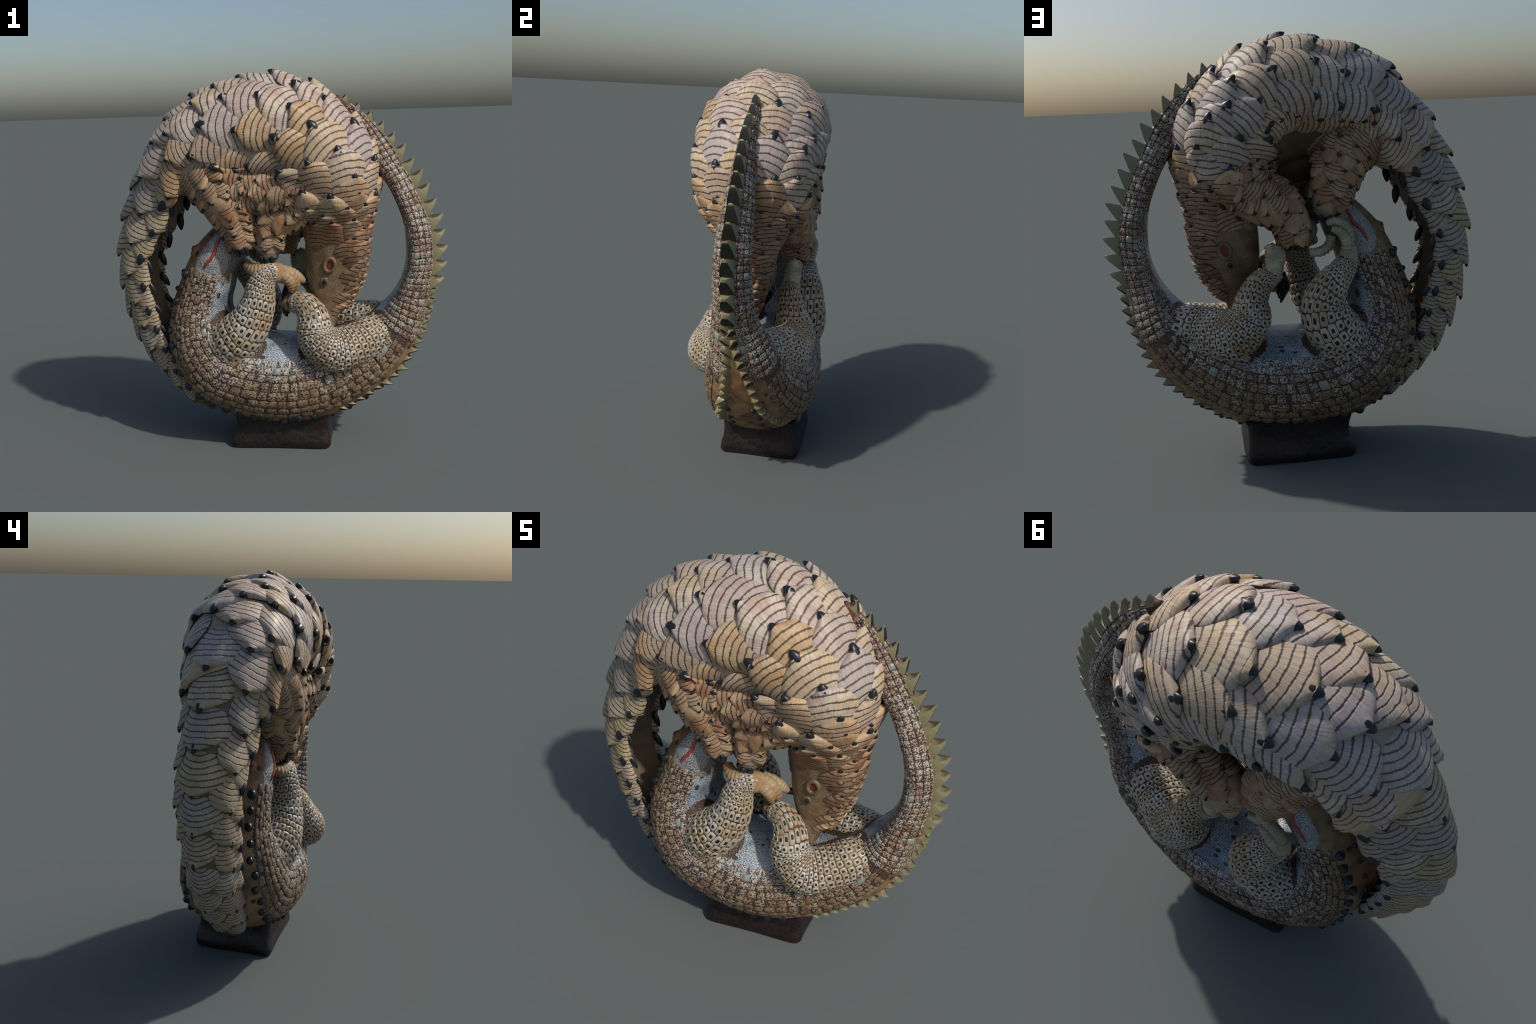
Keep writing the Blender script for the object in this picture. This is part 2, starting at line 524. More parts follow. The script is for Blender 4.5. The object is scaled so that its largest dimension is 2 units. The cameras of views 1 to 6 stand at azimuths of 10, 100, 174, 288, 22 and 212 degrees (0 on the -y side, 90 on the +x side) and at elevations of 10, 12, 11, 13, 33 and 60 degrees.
def split_skin(me, curves, name_of, mats, root):
    """Cut one smooth skin into named parts that share border vertices and normals."""
    kd_pts = []
    for key, c in curves.items():
        steps = 160 if isinstance(c, Body) else 40
        for i in range(steps + 1):
            t = c.n * i / steps
            kd_pts.append((key, t, c.centre(t), max(c.radius(t), .02)))
    P = np.array([list(p[2]) for p in kd_pts])
    R = np.array([p[3] for p in kd_pts])
    groups = {}
    for poly in me.polygons:
        cen = poly.center
        d = np.sqrt(((P - np.array(cen)) ** 2).sum(1)) / R
        i = int(d.argmin())
        key, t, c, r = kd_pts[i]
        groups.setdefault(name_of(key, t, cen), []).append(poly.index)
    normals = [v.normal.copy() for v in me.vertices]
    parts = {}
    for name, faces in groups.items():
        used, verts, polys, nrm = {}, [], [], []
        for fi in faces:
            ids = []
            for vi in me.polygons[fi].vertices:
                if vi not in used:
                    used[vi] = len(verts)
                    verts.append(me.vertices[vi].co.copy())
                    nrm.append(normals[vi])
                ids.append(used[vi])
            polys.append(ids)
        part = bpy.data.meshes.new(name[0])
        part.from_pydata(verts, [], polys)
        part.materials.append(mats[name[0]])
        part.shade_smooth()
        part.normals_split_custom_set_from_vertices(nrm)
        ob = bpy.data.objects.new(name[0], part)
        bpy.context.scene.collection.objects.link(ob)
        ob.parent = root
        parts[name] = ob
    return parts


# ----------------------------------------------------------------- scales
def on_skin(tree, p, reach=.12):
    loc, nrm, idx, dist = tree.find_nearest(p)
    return loc, nrm, dist, (p - loc).dot(nrm)


def half_width(v, point):
    if v < .58:
        return .62 + .38 * math.sin(v / .58 * math.pi / 2)
    q = (v - .58) / .42
    return max(0.0, 1 - q ** (2.3 - .6 * point)) ** .62


def make_scale(tree, curve, t, th, L, W, lift, sense=1, nv=15, nu=10, point=.3, swing=0.0):
    """Fan shaped plate lying on the skin; tip at (t, th), growing along +t (or -t)."""
    tm = min(max(t - sense * .4 * L / 0.3 * .5, .05), curve.n - .05)
    e = .05
    pt = (curve.point(min(tm + e, curve.n), th) - curve.point(max(tm - e, 0), th)).length / (2 * e)
    pq = (curve.point(tm, th + e) - curve.point(tm, th - e)).length / (2 * e)
    pt, pq = max(pt, .02), max(pq, .02)

    def spot(u, v):
        a = (v - 1) * L
        b = u * W / 2
        a, b = a * math.cos(swing) - b * math.sin(swing), a * math.sin(swing) + b * math.cos(swing)
        return curve.point(min(max(t + sense * a / pt, 0), curve.n), th + b / pq)

    mid, mn, dist, side = on_skin(tree, spot(0, .6))
    tipp, tn, dist2, side2 = on_skin(tree, spot(0, .95))
    if side < -.05 or dist > .07 or side2 < -.05 or dist2 > .07:
        return None
    base = on_skin(tree, spot(0, 0))[0]
    d = (tipp - base)
    if d.length < .35 * L:
        return None
    n = (mn - d * (mn.dot(d) / d.length_squared)).normalized()
    d.normalize()
    s = n.cross(d)
    frame = Matrix(((d.x, s.x, n.x, base.x), (d.y, s.y, n.y, base.y), (d.z, s.z, n.z, base.z), (0, 0, 0, 1))) @ Matrix.Scale(L, 4)
    inv = frame.inverted()
    thick = lift
    top, low = [], []
    for i in range(nv + 1):
        v = i / nv
        v = 1 - (1 - v) ** 1.25
        row, rl = [], []
        for j in range(nu + 1):
            u = -1 + 2 * j / nu
            hw = half_width(min(v, .985), point)
            p, pn, dd, sd = on_skin(tree, spot(u * hw, v))
            rim = 1 - .35 * abs(u) ** 3
            keel = .28 * lift * (1 - u * u)
            h = -.004 + thick * (v ** 1.35) * rim + keel * min(1, 2.2 * v)
            row.append(p + pn * h)
            rl.append(p - pn * .004 + (p - mid).normalized() * -.002)
        top.append(row)
        low.append(rl)
    bm = bmesh.new()
    vt = [[bm.verts.new(inv @ p) for p in row] for row in top]
    for a, b in zip(vt, vt[1:]):
        for j in range(nu):
            bm.faces.new((a[j], b[j], b[j + 1], a[j + 1]))
    # rounded rim down to the skin
    loop = [(i, 0) for i in range(nv + 1)] + [(nv, j) for j in range(1, nu + 1)] + [(i, nu) for i in range(nv - 1, -1, -1)]
    ring1 = []
    ring2 = []
    cenp = spot(0, .55)
    for i, j in loop:
        a, b = top[i][j], low[i][j]
        out = (a - mid)
        out -= mn * out.dot(mn)
        out = out.normalized() * (.10 * lift)
        ring1.append(bm.verts.new(inv @ (a.lerp(b, .30) + out)))
        ring2.append(bm.verts.new(inv @ b))
    ring0 = [vt[i][j] for i, j in loop]
    for x, y in ((ring0, ring1), (ring1, ring2)):
        for q in range(len(loop) - 1):
            f = bm.faces.new((x[q], x[q + 1], y[q + 1], y[q]))
            f.material_index = 1 if y is ring2 else 0
    bmesh.ops.remove_doubles(bm, verts=bm.verts, dist=.002)
    bmesh.ops.recalc_face_normals(bm, faces=bm.faces)
    me = bpy.data.meshes.new("scale")
    bm.to_mesh(me)
    bm.free()
    # thorn seat: at the middle of the free edge
    seat = tipp + tn * (lift * .66) + d * (.005 * L)
    dd = (on_skin(tree, spot(0, 1))[0] - on_skin(tree, spot(0, .8))[0]).normalized()
    return me, frame, (seat, dd, tn)


def thorn_mesh():
    bm = bmesh.new()
    bmesh.ops.create_uvsphere(bm, u_segments=16, v_segments=10, radius=.5)
    for v in bm.verts:
        x, y, z = v.co.z, v.co.x, v.co.y          # long axis to x
        taper = 1 - .55 * max(0.0, x + .1) ** 1.2
        v.co = Vector((x * 1.25 + .1, y * .80 * taper, z * .58 * taper + .06 * x))
    me = bpy.data.meshes.new("thorn")
    bm.to_mesh(me)
    bm.free()
    return me


class ScaleCoat:
    def __init__(self, tree, M):
        self.tree, self.M = tree, M
        self.thorn = thorn_mesh()
        self.thorn.materials.append(M["thorn"])
        self.thorn.shade_smooth()
        self.count = 0
        self.stuff = {}

    def add(self, parent, curve, t, th, L, W, lift, mat, thorn=.05, sense=1, swing=0.0, point=.3, face=0):
        big = L > .16
        if face and on_skin(self.tree, curve.point(t, math.radians(th)))[1].y * face < -.35:
            return                      # turned to the inside, never seen
        r = make_scale(self.tree, curve, t, math.radians(th), L, W, lift, sense,
                       nv=16 if big else 9, nu=12 if big else 8, point=point, swing=swing)
        if not r:
            return
        me, frame, (seat, d, n) = r
        ob = link("scale", me, [self.M[mat], self.M["scale_edge"]], parent, angle=55)
        ob.matrix_world = frame
        self.count += 1
        if thorn:
            d = (d + n * .12).normalized()
            s = n.cross(d).normalized()
            n2 = d.cross(s)
            k = Matrix(((d.x, s.x, n2.x, seat.x), (d.y, s.y, n2.y, seat.y), (d.z, s.z, n2.z, seat.z), (0, 0, 0, 1)))
            to = bpy.data.objects.new("thorn", self.thorn)
            bpy.context.scene.collection.objects.link(to)
            to.parent = parent
            to.matrix_world = k @ Matrix.Scale(thorn * RNG.uniform(.88, 1.12), 4)


# thorn seats of the big back plates: place along the body, degrees round it
BACK_PLATES = [
    (8.25, -26), (8.8, -88), (9.0, 92), (9.4, -58), (9.4, 32), (9.65, 58), (9.75, -24),
    (10.7, -62), (10.75, 88), (10.8, 56), (10.85, 24), (11.0, -90), (11.15, -24), (11.5, 62),
    (11.9, 20), (12.1, 48), (12.2, -28), (12.0, -62), (12.4, 76), (12.9, -2), (13.0, -56), (13.1, -86), (13.4, 28),
    (13.3, 58), (13.9, -6), (14.0, -50), (14.3, 82), (14.4, 54), (14.5, 28), (14.7, -8), (14.6, -80), (15.0, -44),
    (15.1, 86), (15.2, 60), (15.5, 20), (15.75, -66), (16.0, -6), (16.3, 46), (16.3, 80),
    (16.95, -48), (16.95, -6), (17.4, 48), (17.5, -32), (17.6, 86), (17.4, -72), (18.1, 10),
    (18.45, 54), (18.45, -40), (18.4, -82), (18.5, 92),
]


def dress_pangolin(tree, parts, M):
    coat = ScaleCoat(tree, M)
    torso, tail, head = parts["pangolin_torso"], parts["pangolin_tail"], parts["pangolin_head"]
    B = PANGOLIN_BODY
    seats = list(BACK_PLATES)
    pts = [B.point(t, math.radians(a)) for t, a in seats]
    cand = [(t, a) for t in np.arange(8.7, 18.6, .3) for a in range(-117, 109, 9) if a < 93 or t < 12]
    cpt = [B.point(t, math.radians(a)) for t, a in cand]
    gap = [min((c - p).length for p in pts) for c in cpt]
    while max(gap) > .120:
        i = gap.index(max(gap))
        seats.append(cand[i])
        gap = [min(g, (c - cpt[i]).length) for g, c in zip(gap, cpt)]
    for t, th in seats:
        k = 1.0 if 10.4 < t < 16.6 else .84
        k *= 1.0 if abs(th) < 70 else (.85 if abs(th) < 92 else .68)
        coat.add(torso, B, t, th, .29 * k * RNG.uniform(.93, 1.07), .26 * k * RNG.uniform(.93, 1.07), .037,
                 "scale_middle" if th < -78 or t < 9.55 or th > 92 or RNG.random() < (.45 if t < 10.8 or th < -52 else 0) else "scale_large", .060 * (.6 + .4 * k), swing=math.radians(-.10 * th) + RNG.uniform(-.12, .12))
    # tail: keel row, shoulder rows, flap rows
    t = 19.1
    i = 0
    while t < 26.4:
        k = max(.45, 1 - .085 * max(0, t - 20.5))
        coat.add(tail, B, t, 6 + RNG.uniform(-3, 3), .23 * k, .24 * k, .030 * k, "scale_tail", .046 * k)
        for sgn in (-1, 1):
            coat.add(tail, B, t + .45, sgn * 56 + RNG.uniform(-4, 4), .22 * k, .215 * k, .030 * k, "scale_tail", .044 * k)
            coat.add(tail, B, t - .02, sgn * 80 + RNG.uniform(-3, 3), .20 * k, .16 * k, .028 * k, "scale_tail", .058 * k)
        t += .93 * (.35 + .65 * k)
    for sgn in (-1, 1):
        for t in arc_steps(B, 19.1, 24.6, math.radians(90 * sgn), .118):
            th = math.radians(91 * sgn)
            p = B.point(t, th)
            q = B.point(t, 0)
            inward = Vector((.02, 0, 1.0)) - p
            inward.y = 0
            along = B.point(t + .1, th) - B.point(t - .1, th)
            d = (inward.normalized() * .55 + along.normalized()).normalized()
            n = Vector((0, sgn, 0))
            side = n.cross(d).normalized()
            n = d.cross(side)
            k = RNG.uniform(.85, 1.15) * (1 - .07 * max(0, t - 20))
            hook = bpy.data.objects.new("thorn", coat.thorn)
            bpy.context.scene.collection.objects.link(hook)
            hook.parent = tail
            hook.matrix_world = Matrix(((d.x, side.x, n.x, p.x), (d.y, side.y, n.y, p.y - sgn * .008), (d.z, side.z, n.z, p.z), (0, 0, 0, 1))) @ Matrix.Diagonal((.080 * k, .055 * k, .045 * k, 1))
    # lower flank, rear and front, above the legs
    for t in np.arange(9.6, 11.6, .62):
        coat.add(torso, B, t + RNG.uniform(-.1, .1), 112 + RNG.uniform(-4, 4), .17, .15, .02, "scale_small", .036)
        coat.add(torso, B, t + .3, 132 + RNG.uniform(-4, 4), .14, .12, .016, "scale_small", .03)
    for t in np.arange(12.0, 17.2, .42):
        coat.add(torso, B, t + RNG.uniform(-.08, .08), 97 + RNG.uniform(-4, 4), .17, .15, .022, "scale_middle", .034, swing=-.2)
    F = PANGOLIN_LIMBS["front_flank"]
    for row, th in enumerate((-140, -170, 162, 134)):
        for t in np.arange(.2 + .3 * (row % 2), 3.0, .6):
            coat.add(torso, F, t + RNG.uniform(-.06, .06), th + RNG.uniform(-5, 5), .16, .14, .022, "scale_small", .030, sense=-1,
                     swing=RNG.uniform(-.25, .25))
    # neck and crown
    for t in np.arange(6.2, 8.7, .58):
        row = int(round((t - 6.2) / .58))
        r = B.radius(t)
        for th in np.arange(-150 + 16 * (row % 2), 151, 31):
            if t < 7.0 and abs(th) > 58:
                continue                # bare cheek with the ear
            coat.add(head, B, t + RNG.uniform(-.14, .14), th + RNG.uniform(-6, 6), .175, .145, .034, "scale_small", .036, point=.7, swing=RNG.uniform(-.25, .25))
    for row, t in enumerate(np.arange(1.9, 6.1, .47)):
        span = 50 if t < 5.0 else 54
        step = 27
        for th in np.arange(-span + step / 2 * (row % 2), span + 1, step):
            k = .65 + .09 * t
            coat.add(head, B, t + RNG.uniform(-.12, .12), th + RNG.uniform(-6, 6), .115 * k, .082 * k, .032, "scale_tiny",
                     (.026 if t > 3 else .019) if RNG.random() < .45 else 0, point=.9, swing=RNG.uniform(-.25, .25))
    # legs
    for key, first, last in (("front_hind", 1.1, 4.75), ("front_fore", 1.1, 4.9), ("rear_fore", .8, 4.9), ("rear_hind", .9, 4.3)):
        limb = PANGOLIN_LIMBS[key]
        leg = parts[key]
        t = first
        row = 0
        while t < last:
            r = limb.radius(t)
            n = max(5, int(round(2 * math.pi * r / .088)))
            for j in range(n):
                th = 360 * (j + .5 * (row % 2)) / n
                coat.add(leg, limb, t + RNG.uniform(-.05, .05), th + RNG.uniform(-6, 6), .130, .110, .024, "scale_small", .031, face=-1 if "front" in key else 1)
            pt = (limb.point(min(t + .1, limb.n), 0) - limb.point(t - .1, 0)).length / .2
            t += .066 / max(pt, .05)
            row += 1
    print("scales", coat.count)


# ----------------------------------------------------------------- crocodile tiles
class TileCoat:
    """Raised, separately cut hide tiles; joined per body part."""
    def __init__(self, tree):
        self.tree = tree
        self.bms = {}

    def bm(self, part, mats):
        if part not in self.bms:
            self.bms[part] = (bmesh.new(), mats)
        return self.bms[part]

    def tile(self, part, mats, curve, t0, t1, a0, a1, gap, h, mat, dot=None, jitter=0.0, depth=.05):
        bm, _ = self.bm(part, mats)
        tm, am = (t0 + t1) / 2, (a0 + a1) / 2
        c, cn, dd, sd = on_skin(self.tree, curve.point(tm, am))
        if sd < -.02 or dd > depth:
            return
        quad = []
        for tt, aa in ((t0, a0), (t0, a1), (t1, a1), (t1, a0)):
            p, pn, d2, s2 = on_skin(self.tree, curve.point(min(max(tt, 0), curve.n), aa))
            if d2 > depth * 1.6:
                return
            quad.append((p, pn))
        # rounded-corner outline: corners cut
        cen = sum((p for p, n in quad), Vector()) / 4
        out = []
        for i in range(4):
            p, n = quad[i]
            for q, qn in (quad[i - 1], quad[(i + 1) % 4]):
                w = p.lerp(q, .17)
                out.append((cen + (w - cen) * (1 - gap), n))
        jit = Vector((RNG.uniform(-1, 1), RNG.uniform(-1, 1), RNG.uniform(-1, 1))) * jitter
        low = [bm.verts.new(p - n * .003 + jit) for p, n in out]
        mid = [bm.verts.new(p + n * h * .65 + jit) for p, n in out]
        jit = jit + (c - cen)
        top = [bm.verts.new(cen + (p - cen) * .78 + cn * h + jit) for p, n in out]
        fs = []
        for a, b in ((low, mid), (mid, top)):
            for i in range(8):
                fs.append(bm.faces.new((a[i], a[(i + 1) % 8], b[(i + 1) % 8], b[i])))
        if dot is None:
            fs.append(bm.faces.new(top))
        else:
            rad = RNG.uniform(.20, .27) * sum((quad[q][0] - quad[q - 1][0]).length for q in range(4)) / 4
            k = [bm.verts.new(cen + (p - cen).normalized() * rad * RNG.uniform(.85, 1.1) + cn * (h * 1.02) + jit) for p, n in out]
            deep = bm.verts.new(cen + cn * (h * .85) + jit)
            for i in range(8):
                fs.append(bm.faces.new((top[i], top[(i + 1) % 8], k[(i + 1) % 8], k[i])))
                f = bm.faces.new((k[i], k[(i + 1) % 8], deep))
                f.material_index = dot
                f.smooth = True
        ref = sum((f.calc_center_median() for f in fs), Vector()) / len(fs)
        for f in fs:
            f.material_index = mat
            f.smooth = True

    def finish(self, name, parts):
        for part, (bm, mats) in self.bms.items():
            bmesh.ops.recalc_face_normals(bm, faces=bm.faces)
            me = bpy.data.meshes.new(name)
            bm.to_mesh(me)
            bm.free()
            for m in mats:
                me.materials.append(m)
            ob = link(name, me, None, parts[part], smooth=True, angle=50)
            ob["kind"] = "stuff"


def arc_steps(curve, t0, t1, th, step):
    """Parameter values spaced evenly along the curve at angle th."""
    out, t, acc = [t0], t0, 0.0
    p = curve.point(t, th)
    while t < t1:
        t += .02
        q = curve.point(min(t, curve.n), th)
        acc += (q - p).length
        p = q
        if acc >= step:
            out.append(t)
            acc = 0.0
    return out


def dress_crocodile(tree, parts, M):
    B = CROCODILE_BODY
    coat = TileCoat(tree)
    body_mats = [M["tile_pale"], M["tile_warm"], M["tile_jade"], M["tile_brown"]]
    tail_mats = [M["tile_tail"], M["tile_warm"], M["tile_jade"], M["dot"]]
    ts = arc_steps(B, 3.0, 15.2, math.pi / 2, .046)
    for sgn in (-1, 1):
        for i in range(len(ts) - 1):
            t0, t1 = ts[i], ts[i + 1]
            n = 8
            lo, hi = (48, 128) if t0 > 6.2 else (52, 120)
            for j in range(n):
                shift = .5 * (t1 - t0) * ((j % 2) if t0 < 7 else 0)
                a0, a1 = lo + (hi - lo) * j / n, lo + (hi - lo) * (j + 1) / n
                jade = RNG.random() < .018 and t0 > 5.5 and j > 1
                f = j / n + RNG.uniform(-.22, .22)
                mi = 2 if jade else (3 if f < .30 else (1 if f < .62 else 0))
                wv = .35 * math.sin(.9 * i + 2.1 * j) + RNG.uniform(-.2, .2)
                shift += wv * (t1 - t0) * .45
                coat.tile("crocodile_torso", body_mats, B, t0 + shift, t1 + shift + RNG.uniform(-.1, .1) * (t1 - t0), sgn * math.radians(a0), sgn * math.radians(a1),
                          .105, .009 if jade else RNG.uniform(.004, .008), mi, None, .0010)
    ts = arc_steps(B, 15.2, 25.4, math.pi / 2, .032)
    for sgn in (-1, 1):
        for i in range(len(ts) - 1):
            t0, t1 = ts[i], ts[i + 1]
            n = 7
            for j in range(n):
                a0, a1 = 14 + 126 * j / n, 14 + 126 * (j + 1) / n
                jade = RNG.random() < .030
                mi = 2 if jade else (1 if RNG.random() < .25 else 0)
                coat.tile("crocodile_tail", tail_mats, B, t0, t1, sgn * math.radians(a0), sgn * math.radians(a1),
                          .09, .007 if jade else RNG.uniform(.003, .006), mi, None, .0006)
    leg_mats = [M["tile_eye"], M["dot"]]
    for key, last in (("front_fore", 6.0), ("front_hind", 7.2), ("rear_fore", 5.9), ("rear_hind", 7.3)):
        limb = CROCODILE_LIMBS[key]
        ts = arc_steps(limb, .15, last, math.pi / 2, .035)
        n = 18
        for i in range(len(ts) - 1):
            twist = .0
            for j in range(n):
                a0, a1 = 2 * math.pi * j / n, 2 * math.pi * (j + 1) / n
                # lines run slightly askew, as hand cut
                turn = i * .32 * 2 * math.pi / n
                a0, a1 = a0 + turn, a1 + turn
                w, w1 = .6 * math.sin(1.1 * i + .9 * j), .6 * math.sin(1.1 * i + 1.1 + .9 * j)
                dt = (ts[i + 1] - ts[i])
                coat.tile(key, leg_mats, limb, ts[i] + dt * w * .3, ts[i + 1] + dt * w1 * .3, a0, a1, .085, .0050, 0, 1, .0006)
    coat.finish("hide_tile", parts)

    # black knobs along the back
    knob = bmesh.new()
    bmesh.ops.create_uvsphere(knob, u_segments=14, v_segments=9, radius=1.0)
    for v in knob.verts:
        v.co.z *= .95 if v.co.z > 0 else .5
        v.co.xy *= 1 - .25 * max(0, v.co.z)
    kme = bpy.data.meshes.new("back_knob")
    knob.to_mesh(kme)
    knob.free()
    kme.materials.append(M["thorn"])
    kme.shade_smooth()

    def place(name, me, parent, p, n, d, size):
        d = (d - n * d.dot(n)).normalized()
        s = n.cross(d)
        ob = bpy.data.objects.new(name, me)
        bpy.context.scene.collection.objects.link(ob)
        ob.parent = parent
        ob.matrix_world = Matrix(((d.x, s.x, n.x, p.x), (d.y, s.y, n.y, p.y), (d.z, s.z, n.z, p.z), (0, 0, 0, 1))) @ Matrix.Diagonal((*size, 1))
        return ob

    back = parts["crocodile_back"]
    for th, step, size in ((44, .078, .021), (-44, .078, .021), (17, .10, .015), (-17, .10, .015)):
        for t in arc_steps(B, 3.4, 14.5 if abs(th) < 30 else 11.5, math.radians(th), step):
            p, n, dd, sd = on_skin(tree, B.point(t, math.radians(th + RNG.uniform(-3, 3))))
            k = size * RNG.uniform(.85, 1.15)
            place("back_knob", kme, back, p, n, B.point(t + .05, math.radians(th)) - B.point(t, math.radians(th)), (k * 1.15, k, k * 1.1))

    # tail crest: saw teeth, olive flanks and black outer faces
    def tooth_mesh():
        bm = bmesh.new()
        # profile in x (towards tail tip), z (out), half thickness y
        prof = [(-.66, -.18, .42), (-.46, .12, .42), (-.16, .44, .37), (.12, .74, .28), (.36, .97, .17), (.50, 1.02, .10),
                (.50, .90, .12), (.36, .60, .20), (.32, .32, .29), (.42, .10, .36), (.54, -.18, .40)]
        L = [bm.verts.new((x, -w, z)) for x, z, w in prof]
        R = [bm.verts.new((x, w, z)) for x, z, w in prof]
        Cn = [bm.verts.new((x, 0, z + (.04 if 0 < i < 5 else 0))) for i, (x, z, w) in enumerate(prof)]
        n = len(prof)
        for a in (L, R):
            f = bm.faces.new(a if a is R else a[::-1])
        for i in range(n - 1):
            outer = i < 4
            for a, b in ((L, Cn), (Cn, R)):
                f = bm.faces.new((a[i], a[i + 1], b[i + 1], b[i]))
                f.material_index = 1 if outer else 0
        bmesh.ops.triangulate(bm, faces=[f for f in bm.faces if len(f.verts) > 4])
        bmesh.ops.recalc_face_normals(bm, faces=bm.faces)
        me = bpy.data.meshes.new("crest_tooth")
        bm.to_mesh(me)
        bm.free()
        me.materials.append(M["spike"])
        me.materials.append(M["dot"])
        me.shade_smooth()
        me.set_sharp_from_angle(angle=math.radians(40))
        return me

    tooth = tooth_mesh()
    tail = parts["crocodile_tail"]
    for t in arc_steps(B, 17.5, 25.9, 0, .077):
        k = min(1.0, .52 + .10 * (26 - t))
        p = B.point(t, 0)
        d = B.point(min(t + .1, B.n), 0) - B.point(t - .1, 0)
        n = Vector((-d.z, 0, d.x)).normalized()
        if n.dot(p - B.centre(t)) < 0:
            n = -n
        place("crest_tooth", tooth, tail, p - n * .004, n, d, (.070 * k * RNG.uniform(.90, 1.10), .076 * k, .066 * k * RNG.uniform(.85, 1.1)))
    for sgn in (-1, 1):
        for t in arc_steps(B, 12.0, 17.5, math.radians(20 * sgn), .053):
            th = sgn * math.radians(7 + 5.6 * (17.5 - t))
            p, n, dd, sd = on_skin(tree, B.point(t, th))
            d = B.point(t + .1, th) - B.point(t - .1, th)
            q = p - B.centre(t)
            n = (n + Vector((0, sgn * .15, 0))).normalized()
            place("crest_tooth", tooth, tail, p - n * .010, n, d, (.053, .054, .047 * min(1, .5 + .25 * (t - 12)) * RNG.uniform(.75, 1.15)))


# ----------------------------------------------------------------- faces, hands, claws
def tube_mesh(name, pts, radii, around=10, rib=0.0, flat=1.0):
    rows = [(*p, r) for p, r in zip(pts, radii)]
    limb = Limb(rows)
    bm = bmesh.new()
    n = limb.n * 16
    rings = []
    for i in range(n + 1):
        t = limb.n * i / n
        c = limb.centre(t)
        k = 1 + rib * math.sin(i * 1.15)
        rings.append([bm.verts.new(c + (limb.point(t, 2 * math.pi * j / around) - c) * k) for j in range(around)])
    for a, b in zip(rings, rings[1:]):
        for j in range(around):
            bm.faces.new((a[j], a[(j + 1) % around], b[(j + 1) % around], b[j]))
    bm.faces.new(rings[0][::-1])
    bm.faces.new(rings[-1])
    me = bpy.data.meshes.new(name)
    bm.to_mesh(me)
    bm.free()
    return me


def ball(name, c, size, M, mat, parent, rot=None):
    bm = bmesh.new()
    bmesh.ops.create_uvsphere(bm, u_segments=20, v_segments=14, radius=1)
    me = bpy.data.meshes.new(name)
    bm.to_mesh(me)
    bm.free()
    ob = link(name, me, M[mat], parent)
    ob.matrix_world = Matrix.Translation(c) @ (rot or Matrix()) @ Matrix.Diagonal((*size, 1))
    return ob


def axes(n, d):
    d = (d - n * d.dot(n)).normalized()
    s = n.cross(d)
    return Matrix(((d.x, s.x, n.x, 0), (d.y, s.y, n.y, 0), (d.z, s.z, n.z, 0), (0, 0, 0, 1)))


def ring_mesh(name, ra, rb, tube):
    bm = bmesh.new()
    N, K = 28, 10
    g = [[bm.verts.new(((ra + tube * math.cos(b)) * math.cos(a), (rb + tube * math.cos(b)) * math.sin(a), tube * math.sin(b)))
          for b in (2 * math.pi * q / K for q in range(K))] for a in (2 * math.pi * i / N for i in range(N))]
    for i in range(N):
        for q in range(K):
            bm.faces.new((g[i][q], g[(i + 1) % N][q], g[(i + 1) % N][(q + 1) % K], g[i][(q + 1) % K]))
    me = bpy.data.meshes.new(name)
    bm.to_mesh(me)
    bm.free()
    return me


